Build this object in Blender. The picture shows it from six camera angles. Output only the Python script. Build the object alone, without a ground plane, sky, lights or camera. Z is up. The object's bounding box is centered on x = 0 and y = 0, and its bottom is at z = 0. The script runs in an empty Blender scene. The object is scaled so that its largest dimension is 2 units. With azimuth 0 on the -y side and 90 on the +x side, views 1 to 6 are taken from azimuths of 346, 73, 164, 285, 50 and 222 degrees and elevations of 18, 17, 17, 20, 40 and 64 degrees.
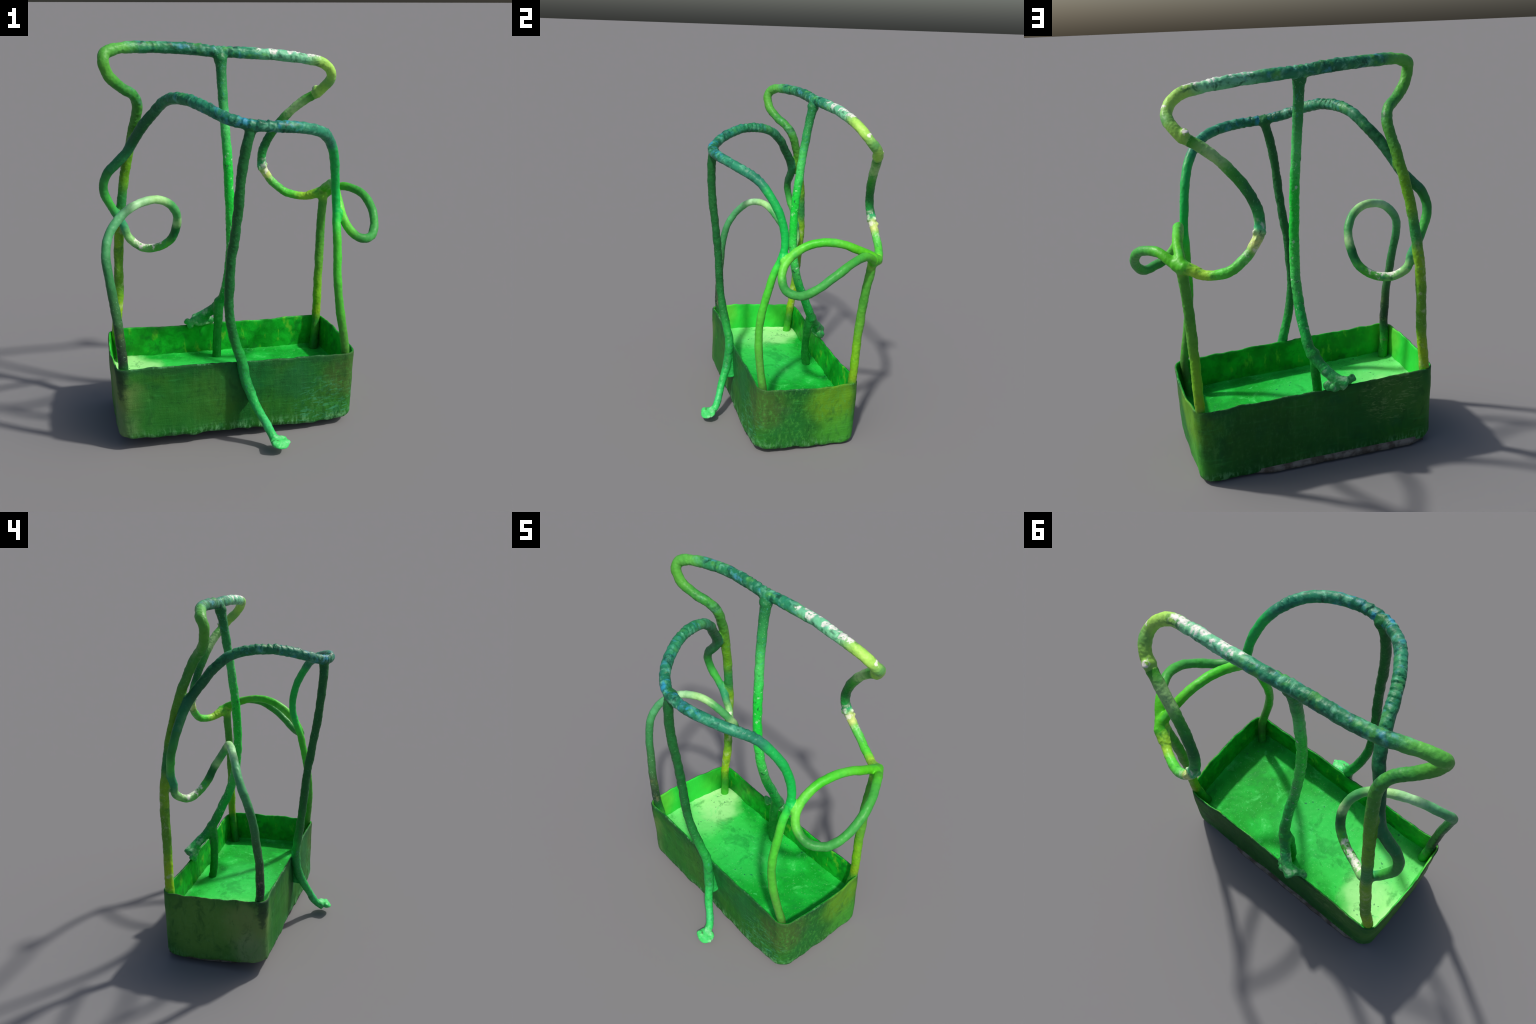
"""Green painted metal planter box with a bent-tube handle frame.

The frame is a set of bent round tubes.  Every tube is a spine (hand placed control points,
Catmull-Rom interpolated) with a radius rule.  The tubes are swept, fused into one skin so that
the welds get real fillets, roughened, and then split into named parts along the spines.
"""
import bpy, bmesh, math, random
import numpy as np
from mathutils import Vector, noise
from mathutils.kdtree import KDTree

random.seed(7)

# ----------------------------------------------------------------------------- spines (metres)
# knots at [0, 7, 12, 17, 23, 27, 32, 36, 40]
BACK = [
    (-0.669, 0.296, 0.419), (-0.644, 0.303, 0.611), (-0.633, 0.315, 0.803), (-0.620, 0.323, 0.992),
    (-0.596, 0.308, 1.186), (-0.567, 0.284, 1.371), (-0.529, 0.245, 1.540), (-0.505, 0.198, 1.673),
    (-0.525, 0.154, 1.740), (-0.589, 0.109, 1.787), (-0.646, 0.076, 1.842), (-0.668, 0.067, 1.910),
    (-0.656, 0.088, 1.950), (-0.582, 0.114, 1.970), (-0.468, 0.154, 1.971), (-0.336, 0.177, 1.966),
    (-0.206, 0.183, 1.955), (-0.087, 0.187, 1.942), (0.023, 0.200, 1.936), (0.137, 0.206, 1.928),
    (0.255, 0.212, 1.917), (0.370, 0.210, 1.901), (0.469, 0.215, 1.882), (0.528, 0.236, 1.847),
    (0.553, 0.263, 1.805), (0.553, 0.286, 1.774), (0.538, 0.316, 1.744), (0.500, 0.345, 1.705),
    (0.426, 0.376, 1.656), (0.341, 0.400, 1.581), (0.268, 0.424, 1.487), (0.221, 0.445, 1.386),
    (0.222, 0.466, 1.290), (0.259, 0.475, 1.220), (0.309, 0.475, 1.168), (0.361, 0.462, 1.127),
    (0.415, 0.440, 1.109), (0.457, 0.417, 1.107), (0.495, 0.390, 1.114), (0.527, 0.359, 1.127),
    (0.563, 0.332, 1.142),
]
# knots at [0, 7, 13, 18, 23, 27, 31, 35, 39, 42, 46, 51, 57]
FRONT = [
    (0.492, -0.250, 0.412), (0.474, -0.262, 0.520), (0.453, -0.268, 0.627), (0.439, -0.264, 0.737),
    (0.435, -0.248, 0.847), (0.440, -0.221, 0.956), (0.444, -0.192, 1.060), (0.451, -0.155, 1.144),
    (0.452, -0.139, 1.214), (0.446, -0.140, 1.284), (0.436, -0.155, 1.354), (0.421, -0.181, 1.424),
    (0.398, -0.217, 1.490), (0.360, -0.255, 1.552), (0.306, -0.313, 1.598), (0.233, -0.367, 1.626),
    (0.135, -0.411, 1.644), (0.032, -0.435, 1.655), (-0.067, -0.430, 1.664),
    (-0.149, -0.393, 1.682), (-0.212, -0.335, 1.710), (-0.264, -0.262, 1.735),
    (-0.312, -0.179, 1.750), (-0.354, -0.084, 1.748), (-0.394, 0.014, 1.721),
    (-0.438, 0.092, 1.658), (-0.493, 0.149, 1.579), (-0.533, 0.197, 1.504), (-0.570, 0.222, 1.441),
    (-0.621, 0.228, 1.389), (-0.668, 0.231, 1.342), (-0.691, 0.238, 1.289), (-0.692, 0.249, 1.240),
    (-0.677, 0.258, 1.191), (-0.652, 0.271, 1.142), (-0.623, 0.279, 1.088), (-0.593, 0.276, 1.029),
    (-0.578, 0.280, 0.978), (-0.542, 0.260, 0.940), (-0.493, 0.230, 0.920), (-0.421, 0.201, 0.931),
    (-0.359, 0.166, 0.980), (-0.332, 0.130, 1.064), (-0.338, 0.086, 1.137), (-0.372, 0.048, 1.196),
    (-0.427, 0.017, 1.234), (-0.496, -0.016, 1.243), (-0.572, -0.053, 1.228),
    (-0.644, -0.092, 1.183), (-0.702, -0.134, 1.113), (-0.725, -0.177, 1.024),
    (-0.715, -0.209, 0.902), (-0.701, -0.221, 0.789), (-0.691, -0.233, 0.701),
    (-0.685, -0.237, 0.626), (-0.680, -0.239, 0.552), (-0.676, -0.238, 0.476),
    (-0.675, -0.229, 0.400),
]
# knots at [0, 4, 9, 13, 18, 23]
LOOP = [
    (0.557, 0.347, 1.160), (0.551, 0.287, 1.189), (0.547, 0.228, 1.214), (0.537, 0.174, 1.234),
    (0.525, 0.118, 1.244), (0.514, 0.058, 1.245), (0.501, -0.003, 1.232), (0.491, -0.060, 1.205),
    (0.487, -0.109, 1.167), (0.492, -0.146, 1.122), (0.510, -0.166, 1.082), (0.537, -0.173, 1.047),
    (0.573, -0.172, 1.020), (0.611, -0.161, 1.007), (0.644, -0.135, 1.001), (0.678, -0.102, 1.007),
    (0.702, -0.064, 1.032), (0.719, -0.020, 1.065), (0.728, 0.029, 1.105), (0.724, 0.085, 1.142),
    (0.706, 0.145, 1.175), (0.670, 0.208, 1.191), (0.630, 0.271, 1.188), (0.581, 0.328, 1.148),
]
# knots at [0, 9]
LEG = [
    (0.509, 0.293, 0.384), (0.513, 0.290, 0.473), (0.516, 0.292, 0.561), (0.518, 0.295, 0.647),
    (0.522, 0.299, 0.731), (0.527, 0.305, 0.816), (0.531, 0.312, 0.902), (0.537, 0.321, 0.989),
    (0.547, 0.333, 1.074), (0.553, 0.335, 1.156),
]
# knots at [0, 11, 17]
FPOST = [
    (-0.059, -0.419, 1.677), (-0.087, -0.429, 1.577), (-0.109, -0.424, 1.460),
    (-0.120, -0.413, 1.343), (-0.127, -0.398, 1.231), (-0.137, -0.382, 1.124),
    (-0.152, -0.368, 1.013), (-0.158, -0.359, 0.894), (-0.160, -0.349, 0.773),
    (-0.147, -0.335, 0.658), (-0.118, -0.316, 0.549), (-0.086, -0.304, 0.450),
    (-0.072, -0.310, 0.363), (-0.049, -0.332, 0.282), (-0.021, -0.361, 0.207),
    (0.014, -0.387, 0.137), (0.043, -0.414, 0.077), (0.058, -0.459, 0.046),
]
# knots at [0, 11, 15]
BPOST = [
    (-0.076, 0.180, 1.935), (-0.076, 0.155, 1.818), (-0.074, 0.136, 1.700), (-0.070, 0.117, 1.583),
    (-0.065, 0.101, 1.465), (-0.062, 0.088, 1.345), (-0.059, 0.079, 1.218), (-0.054, 0.079, 1.085),
    (-0.050, 0.094, 0.946), (-0.052, 0.129, 0.811), (-0.057, 0.182, 0.687), (-0.073, 0.227, 0.586),
    (-0.108, 0.264, 0.525), (-0.141, 0.299, 0.485), (-0.173, 0.327, 0.454), (-0.213, 0.347, 0.427),
]
# knots at [0, 4]
STUB = [
    (-0.098, 0.222, 0.512), (-0.102, 0.214, 0.442), (-0.108, 0.212, 0.371), (-0.111, 0.215, 0.301),
    (-0.111, 0.223, 0.232),
]

# knot index of the named stations along the three long tubes
BACK_K = [0, 7, 12, 17, 23, 27, 32, 36, 40]
FRONT_K = [0, 7, 13, 18, 23, 27, 31, 35, 39, 42, 46, 51, 57]
LOOP_K = [0, 4, 9, 13, 18, 23]


def catmull(pts, step=0.006):
    """Dense samples along a spine and the (fractional) knot index of every sample."""
    P = np.array(pts, float)
    P = np.vstack([2 * P[0] - P[1], P, 2 * P[-1] - P[-2]])
    out, ts = [], []
    for i in range(1, len(P) - 2):
        p0, p1, p2, p3 = P[i - 1], P[i], P[i + 1], P[i + 2]
        n = max(2, int(np.linalg.norm(p2 - p1) / step))
        for k in range(n):
            t = k / n
            out.append(0.5 * (2 * p1 + (p2 - p0) * t + (2 * p0 - 5 * p1 + 4 * p2 - p3) * t * t
                              + (3 * p1 - p0 - 3 * p2 + p3) * t ** 3))
            ts.append(i - 1 + t)
    out.append(P[-2]); ts.append(len(pts) - 1.0)
    return np.array(out), np.array(ts)


def sweep(bm, pts, radii, sides=20):
    """Round tube along pts with a rotation-minimising frame and domed ends."""
    n = len(pts)
    tan = np.gradient(pts, axis=0)
    tan /= np.linalg.norm(tan, axis=1)[:, None]
    u = np.cross(tan[0], [0.3, 0.9, 0.31]); u /= np.linalg.norm(u)
    rings = []
    for i in range(n):
        u = u - tan[i] * (u @ tan[i]); u /= np.linalg.norm(u)
        v = np.cross(tan[i], u)
        ring = []
        for k in range(sides):
            a = 2 * math.pi * k / sides
            ring.append(bm.verts.new(pts[i] + radii[i] * (math.cos(a) * u + math.sin(a) * v)))
        rings.append(ring)
    for a, b in zip(rings[:-1], rings[1:]):
        for k in range(sides):
            bm.faces.new((a[k], a[(k + 1) % sides], b[(k + 1) % sides], b[k]))
    for ring, sgn, i in ((rings[0], -1, 0), (rings[-1], 1, n - 1)):
        tip = bm.verts.new(pts[i] + sgn * tan[i] * radii[i] * 0.4)
        for k in range(sides):
            f = (ring[k], ring[(k + 1) % sides], tip)
            bm.faces.new(f if sgn > 0 else f[::-1])


def blob(bm, c, size, rot=(0, 0, 0)):
    """Lump of weld or hammered metal: an ellipsoid that is fused into the skin."""
    from mathutils import Matrix, Euler
    m = Matrix.Translation(c) @ Euler(rot).to_matrix().to_4x4() @ Matrix.Diagonal((*size, 1))
    bmesh.ops.create_icosphere(bm, subdivisions=3, radius=1, matrix=m)


def radius_rule(ts, stops):
    return np.interp(ts, [s[0] for s in stops], [s[1] for s in stops])


# corner legs run on down to the floor plate inside the box
BACK = [(-0.650, 0.258, 0.238), (-0.658, 0.272, 0.33)] + [(-0.668, 0.288, 0.426)] + BACK[1:]
# the bar ends in a tight elbow
BACK = [(x, y + .009 * math.exp(-((i - 27.5) / 1.3) ** 2), z + .002 * math.exp(-((i - 27.5) / 1.3) ** 2)) for i, (x, y, z) in enumerate(BACK)]
BACK_K = [0] + [k + 2 for k in BACK_K]
FRONT = [(0.482, -0.226, 0.228), (0.487, -0.236, 0.32)] + FRONT + [(-0.669, -0.227, 0.34), (-0.662, -0.225, 0.262)]
FRONT_K = [0] + [k + 2 for k in FRONT_K] + [61]
STUB = [(-0.086, 0.236, 0.580)] + STUB
# the front bar bows out a touch more at the tee
FRONT = [(x, y - .012 * math.exp(-((i - 16.5) / 2.2) ** 2), z) for i, (x, y, z) in enumerate(FRONT)]
# the loop grows out of the top of the leg
LOOP = [(0.556, 0.342, 1.135)] + LOOP + [(0.560, 0.344, 1.135)]
LOOP_K = [0] + [k + 1 for k in LOOP_K[1:-1]] + [25]
LEG = [(0.486, 0.250, 0.20), (0.498, 0.268, 0.29)] + [(0.508, 0.283, 0.384)] + LEG[1:]

K = BACK_K; F = FRONT_K
TUBES = {
    'back': (BACK, [(0, .025), (K[1], .0255), (K[2], .0262), (K[3], .0275), (K[3] + 3, .029), (K[4], .0295),
                    (K[5] - 2, .0275), (K[5], .0265), (K[6] - .5, .027), (K[6], .031), (K[6] + .2, .0255),
                    (K[6] + 2, .0245), (K[7] - .5, .0245), (K[7], .0255), (K[7] + .5, .023), (K[9], .023)]),
    'front': (FRONT, [(0, .022), (F[1], .0225), (F[2], .0215), (F[3] - 1, .024), (F[3], .0255), (F[4], .027), (F[5], .0275),
                      (F[6], .0265), (F[7], .0235), (F[8], .022), (F[9], .022), (F[10], .0225),
                      (F[11], .0215), (F[12], .0225), (F[13], .0245), (F[14], .0265)]),
    'loop': (LOOP, [(0, .027), (2, .0225), (23, .0225), (25, .027)]),
    'leg': (LEG, [(0, .024), (4, .0232), (11, .0245)]),
    'fpost': (FPOST, [(0, .021), (.16, .031), (.28, .033), (.42, .0275), (.7, .0245), (2, .0228), (9, .0228), (11, .026), (12.5, .026),
                      (14, .0215), (16, .021), (17, .026)]),
    'bpost': (BPOST, [(0, .022), (.16, .032), (.27, .034), (.42, .028), (.7, .0252), (2, .024), (8, .0245), (11, .0265), (12, .027), (13, .027), (15, .03)]),
    'stub': (STUB, [(0, .03), (1, .027), (1.8, .0235), (5, .024)]),
}

skin = bmesh.new()
samples = []            # (tube, t, point)
S = {}
for name, (pts, stops) in TUBES.items():
    p, t = catmull(pts)
    r = radius_rule(t, stops) * (1.02 if name in ('back', 'front') else 1.05)
    S[name] = (p, t, r)
    sweep(skin, p, r)
    samples += [(name, t[i], p[i], r[i]) for i in range(len(p))]


def at(name, t):
    p, ts, r = S[name]
    return Vector([float(np.interp(t, ts, p[:, c])) for c in range(3)])


def link(bm, a, b, ra, rb):
    p = np.linspace(np.array(a), np.array(b), 8)
    sweep(bm, p, np.linspace(ra, rb, 8), 16)


# welds: where two tubes touch they are bridged by a lump of metal
blob(skin, at('front', F[2] + .15) + Vector((.016, .0, -.012)), (.026, .022, .036))
link(skin, Vector((.478, .400, 1.112)), Vector((.562, .346, 1.146)), .0245, .036)
link(skin, Vector((.500, .400, 1.116)), Vector((.556, .372, 1.150)), .020, .024)
blob(skin, Vector((.566, .336, 1.146)), (.038, .034, .036))
blob(skin, at('bpost', 11.2), (.032, .032, .034))
blob(skin, (at('bpost', 12) + at('stub', 1)) / 2, (.024, .03, .026))
blob(skin, (at('front', F[6]) + at('back', K[2] - 1.4)) / 2, (.024, .022, .045))
blob(skin, (at('front', F[8]) + at('front', F[8] + .6)) / 2 + Vector((.004, .012, 0)), (.02, .022, .04))
# the bolt stub and sleeve end at the right bend, the collar at the lower joint
b5 = at('back', K[6]); b6 = at('back', K[7])
link(skin, b5, b5 + Vector((-.004, .024, .030)), .025, .016)
for ang in (.4, 2.2, 3.6, 5.1):
    blob(skin, b6 + Vector((.024 * math.cos(ang), .024 * math.sin(ang), .004 * math.sin(3 * ang))), (.011, .011, .014))
link(skin, b6 + Vector((.006, 0, -.012)), Vector((.250, .499, 1.262)), .016, .006)
link(skin, b6 + Vector((-.004, 0, -.008)), Vector((.196, .450, 1.266)), .012, .006)
# hammered feet: a splayed pad in front, a fish-tail lying over the rim behind
blob(skin, (.074, -.468, .054), (.052, .046, .015), (.35, .1, .2))
blob(skin, (.106, -.468, .054), (.026, .016, .013), (.2, .2, -.3))
blob(skin, (.046, -.486, .062), (.022, .02, .013), (.4, 0, .3))
blob(skin, (-.195, .324, .434), (.050, .030, .028), (0, .1, .25))
link(skin, Vector((-.278, .302, .434)), Vector((-.200, .312, .424)), .012, .022)   # hammered over the rim
link(skin, Vector((-.205, .312, .424)), Vector((-.118, .322, .416)), .024, .016)
blob(skin, (-.128, .314, .428), (.026, .018, .020), (0, .5, 0))
blob(skin, (-.165, .338, .424), (.034, .018, .024), (0, .2, .2))
blob(skin, (-.248, .290, .418), (.020, .013, .024))
blob(skin, (-.266, .298, .440), (.016, .012, .016))
# gusset that welds the sloping foot to the front wall
for k in range(14):
    q = at('fpost', 11.3 + k * .17)
    link(skin, q, Vector((q.x + .004, -.282, q.z - .006)), .020 - .0006 * k, .016 - .0007 * k)

me = bpy.data.meshes.new("skin")
skin.to_mesh(me); skin.free()
tmp = bpy.data.objects.new("skin_tmp", me)
bpy.context.scene.collection.objects.link(tmp)
mod = tmp.modifiers.new("r", 'REMESH'); mod.mode = 'VOXEL'; mod.voxel_size = 0.0042
bpy.context.view_layer.update()
fused = bpy.data.meshes.new_from_object(tmp.evaluated_get(bpy.context.evaluated_depsgraph_get()))
bpy.data.objects.remove(tmp)

nv = len(fused.vertices)
co = np.empty(nv * 3); fused.vertices.foreach_get("co", co); co = co.reshape(-1, 3)
ed = np.empty(len(fused.edges) * 2, int); fused.edges.foreach_get("vertices", ed); ed = ed.reshape(-1, 2)

# nearest spine station of every vertex, and how close the next tube is
kd = {}
for name in TUBES:
    p, t, r = S[name]
    k = KDTree(len(p))
    for i in range(len(p)):
        k.insert(p[i], i)
    k.balance(); kd[name] = k
names = list(TUBES)
gap = np.full((nv, len(names)), 9.0); sta = np.zeros((nv, len(names)), int)
for j, nme in enumerate(names):
    r = S[nme][2]
    for i in range(nv):
        _, idx, d = kd[nme].find(co[i])
        gap[i, j] = d - r[idx]; sta[i, j] = idx
own = gap.argmin(1)
second = np.sort(gap, 1)[:, 1]


def smooth(co, w, times):
    deg = np.bincount(ed.ravel(), minlength=nv)[:, None]
    for _ in range(times):
        acc = np.zeros_like(co)
        np.add.at(acc, ed[:, 0], co[ed[:, 1]]); np.add.at(acc, ed[:, 1], co[ed[:, 0]])
        co = co + w[:, None] * (acc / np.maximum(deg, 1) - co)
    return co


lump = gap.min(1) > .004                                  # weld metal, feet
near = np.clip(1 - second / .03, 0, 1)
weld = np.exp(-(np.linalg.norm(co - np.array([.545, .36, 1.14]), axis=1) / .06) ** 2)
co = smooth(co, np.full(nv, .5), 2)
co = smooth(co, np.where(near > 0, .6 * near, 0), 14)
co = smooth(co, .55 * weld, 20)

fused.vertices.foreach_set("co", co.ravel()); fused.update()
nor = np.empty(nv * 3); fused.vertices.foreach_get("normal", nor); nor = nor.reshape(-1, 3)


def ribs(name, t):
    """How strongly a stretch of tube carries the wrapped, ribbed paint ridges."""
    if name == 'back':
        return float(np.interp(t, [K[3], K[3] + 2, K[4], K[5] - 1.5, K[5] - .5], [0, .5, .7, .9, 0]))
    if name == 'front':
        return float(np.interp(t, [F[3] - 1, F[3], F[4], F[5] - 1, F[6] - 2, F[6]], [0, .8, .9, 1.15, 1.1, 0]))
    return 0.0


arc = {n: np.r_[0, np.cumsum(np.linalg.norm(np.diff(S[n][0], axis=0), axis=1))] for n in names}
disp = np.zeros(nv)
tval = np.zeros(nv)
for i in range(nv):
    nme = names[own[i]]; idx = sta[i, own[i]]
    t = S[nme][1][idx]; tval[i] = t
    p = Vector(co[i])
    d = (.0024 if nme in ('loop', 'front') else .0034) * noise.noise(p * 18) + .0012 * noise.noise(p * 60 + Vector((3, 1, 7)))
    if nme in ('back', 'leg', 'bpost', 'fpost', 'stub'):
        d += .0011 * noise.noise(p * 95)
    if lump[i] and weld[i] < .3:
        d += .002 * noise.noise(p * 60)
    rb = ribs(nme, t)
    if rb > 0:
        s = arc[nme][idx] + .030 * noise.noise(p * 7) + .012 * noise.noise(p * 19)
        ph = (s / .034) % 1.0
        saw = ph if ph < .82 else (1 - ph) * .82 / .18
        strength = .40 + 1.3 * noise.noise(p * 7 + Vector((2, 5, 1)))
        up = .25 + .75 * max(0, nor[i][2])
        d += rb * up * (.0125 * max(strength, .05) * (saw - .45) + .0045 * noise.noise(p * 30 + Vector((9, 9, 9))))
    disp[i] = d
co = co + nor * disp[:, None]
fused.vertices.foreach_set("co", co.ravel()); fused.update()
nor = np.empty(nv * 3); fused.vertices.foreach_get("normal", nor); nor = nor.reshape(-1, 3)


# ----------------------------------------------------------------------------- materials
def lin(rgb):
    return tuple((c / 255 / 12.92 if c <= 10 else ((c / 255 + .055) / 1.055) ** 2.4) for c in rgb) + (1.0,)


class Nodes:
    """Small helper for building node trees."""
    def __init__(self, name, rough=.42):
        self.mat = bpy.data.materials.new(name); self.mat.use_nodes = True
        self.nt = self.mat.node_tree; self.nt.nodes.clear()
        self.out = self.new('ShaderNodeOutputMaterial'); self.bsdf = self.new('ShaderNodeBsdfPrincipled')
        self.nt.links.new(self.bsdf.outputs[0], self.out.inputs[0])
        self.bsdf.inputs['Roughness'].default_value = rough
        self.bsdf.inputs['Specular IOR Level'].default_value = .28
        self.obj = self.new('ShaderNodeTexCoord').outputs['Object']

    def new(self, kind, **kw):
        n = self.nt.nodes.new(kind)
        for k, v in kw.items():
            setattr(n, k, v)
        return n

    def plug(self, sock, v):
        if isinstance(v, bpy.types.NodeSocket):
            self.nt.links.new(v, sock)
        else:
            sock.default_value = v

    def mapped(self, scale=(1, 1, 1), loc=(0, 0, 0), rot=(0, 0, 0), vec=None):
        m = self.new('ShaderNodeMapping')
        m.inputs['Scale'].default_value = scale; m.inputs['Location'].default_value = loc
        m.inputs['Rotation'].default_value = rot
        self.plug(m.inputs['Vector'], vec or self.obj)
        return m.outputs[0]

    def noise(self, scale, detail=3, rough=.55, vec=None, dist=0.0):
        n = self.new('ShaderNodeTexNoise')
        n.inputs['Scale'].default_value = scale; n.inputs['Detail'].default_value = detail
        n.inputs['Roughness'].default_value = rough; n.inputs['Distortion'].default_value = dist
        self.plug(n.inputs['Vector'], vec or self.obj)
        return n

    def math(self, op, a, b=0.0, clamp=False):
        n = self.new('ShaderNodeMath', operation=op); n.use_clamp = clamp
        self.plug(n.inputs[0], a); self.plug(n.inputs[1], b)
        return n.outputs[0]

    def vmath(self, op, a, b=(0, 0, 0)):
        n = self.new('ShaderNodeVectorMath', operation=op)
        self.plug(n.inputs[0], a); self.plug(n.inputs[1], b)
        return n

    def ramp(self, f, lo, hi):
        n = self.new('ShaderNodeMapRange', interpolation_type='SMOOTHSTEP')
        self.plug(n.inputs['Value'], f)
        n.inputs['From Min'].default_value = lo; n.inputs['From Max'].default_value = hi
        return n.outputs[0]

    def mix(self, f, a, b, kind='MIX'):
        n = self.new('ShaderNodeMix', data_type='RGBA', blend_type=kind)
        self.plug(n.inputs[0], f); self.plug(n.inputs[6], a); self.plug(n.inputs[7], b)
        return n.outputs[2]

    def spot(self, centre, radius, soft, warp):
        """1 inside a ragged ball round centre, 0 outside."""
        d = self.vmath('DISTANCE', warp, tuple(centre)).outputs['Value']
        return self.ramp(d, radius + soft / 2, max(radius - soft / 2, 0)) if False else \
            self.math('SUBTRACT', 1.0, self.ramp(d, max(radius - soft / 2, 0), radius + soft / 2))

    def warped(self, amount, scale):
        n = self.noise(scale, 2)
        off = self.vmath('SUBTRACT', n.outputs['Color'], (.5, .5, .5)).outputs[0]
        sc = self.new('ShaderNodeVectorMath', operation='SCALE'); self.plug(sc.inputs[0], off)
        sc.inputs['Scale'].default_value = amount * 2
        return self.vmath('ADD', self.obj, sc.outputs[0]).outputs[0]

    def bump(self, h, strength, dist=.004):
        n = self.new('ShaderNodeBump')
        n.inputs['Strength'].default_value = strength; n.inputs['Distance'].default_value = dist
        self.plug(n.inputs['Height'], h)
        self.nt.links.new(n.outputs[0], self.bsdf.inputs['Normal'])


def tube_paint(name, base, stops, mottle=None, fleck=0.0, accents=()):
    """Brushed paint: colours that change along the tube (stops: centre, radius, colour),
    optional mottling with two further colours, pale flecks and local accents."""
    m = Nodes(name)
    warp = m.warped(.022, 24)
    warp_fine = m.warped(.024, 42)
    chip = m.ramp(m.noise(62, 3, .6, m.mapped(loc=(1, 8, 4))).outputs[0], .36, .48)
    col = lin(base)
    for c, r, rgb in stops:
        col = m.mix(m.spot(c, r, r * 1.2, warp), col, lin(rgb))
    brush = m.noise(32, 4, .6).outputs[0]
    col = m.mix(m.math('MULTIPLY', m.ramp(brush, .42, .72), .30), col, m.mix(1.0, col, lin((150, 200, 120)), 'MULTIPLY'))
    col = m.mix(m.math('MULTIPLY', m.ramp(brush, .55, .25), 0.0), col, col)
    if mottle:
        for k, (rgb, sc, lo, hi, amt, c, r) in enumerate(mottle):
            n = m.noise(sc * .62, 4, .55, m.mapped((1, 1, 1), (k * 3.1, k * 1.7, k)), .35).outputs[0]
            f = m.math('MULTIPLY', m.ramp(n, lo - .02, hi + .05), amt)
            if c is not None:
                f = m.math('MULTIPLY', f, m.spot(c, r, r * .5, warp))
            col = m.mix(f, col, lin(rgb))
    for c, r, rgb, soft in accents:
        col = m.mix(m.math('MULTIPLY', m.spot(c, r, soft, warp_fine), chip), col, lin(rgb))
    if fleck:
        n = m.noise(120, 3, .6).outputs[0]
        col = m.mix(m.math('MULTIPLY', m.ramp(n, .60, .70), fleck), col, lin((150, 205, 160)))
        n2 = m.noise(85, 3, .6, m.mapped(loc=(5, 2, 8))).outputs[0]
        col = m.mix(m.math('MULTIPLY', m.ramp(n2, .62, .72), fleck), col, lin((14, 60, 40)))
    m.plug(m.bsdf.inputs['Base Color'], col)
    m.plug(m.bsdf.inputs['Roughness'], m.math('ADD', .34, m.math('MULTIPLY', brush, .22)))
    g = m.math('ADD', m.noise(70, 4).outputs[0], m.math('MULTIPLY', m.noise(210, 2).outputs[0], .5))
    m.bump(g, .28)
    return m.mat


def B(t): return at('back', t)
def Fr(t): return at('front', t)
def Lp(t): return at('loop', t)
def Lg(t): return at('leg', t)
def Fp(t): return at('fpost', t)
def Bp(t): return at('bpost', t)


TEAL = (38, 128, 104); DTEAL = (18, 82, 66); BLUE = (48, 136, 160); WHITE = (226, 226, 216)
bar_mottle = [((110, 190, 160), 42, .50, .66, .75, None, 0), ((12, 62, 46), 36, .54, .68, .8, None, 0),
              (BLUE, 30, .58, .70, .7, None, 0), ((60, 150, 60), 28, .56, .7, .6, None, 0)]

# part name -> (tube, station range, material, index)
PARTS = []
# -- back tube
PARTS.append(('corner_leg', 'back', 0, K[2] - .2, tube_paint(
    'olive_leg_paint', (96, 160, 42),
    [(B(0), .16, (60, 170, 40)), (B(1.6), .07, (40, 140, 40)), (B(K[1] + .5), .11, (140, 180, 28)), (B(K[1] + 1.9), .13, (92, 150, 40)),
     (B(K[1] + 3), .1, (120, 172, 36)), (B(K[1] + 3.9), .08, (44, 134, 64)), (B(K[1] + 5), .1, (96, 156, 28)), (B(K[1] + 6), .1, (84, 150, 36)),
     (B(K[2] - .3), .1, (66, 140, 50))],
    mottle=[((182, 196, 150), 30, .54, .68, .75, B(K[1] + 1.8), .32), ((52, 120, 40), 26, .55, .7, .7, None, 0),
            ((44, 140, 90), 22, .60, .72, .6, B(K[1] + 4), .3)], fleck=.25)))
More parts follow.
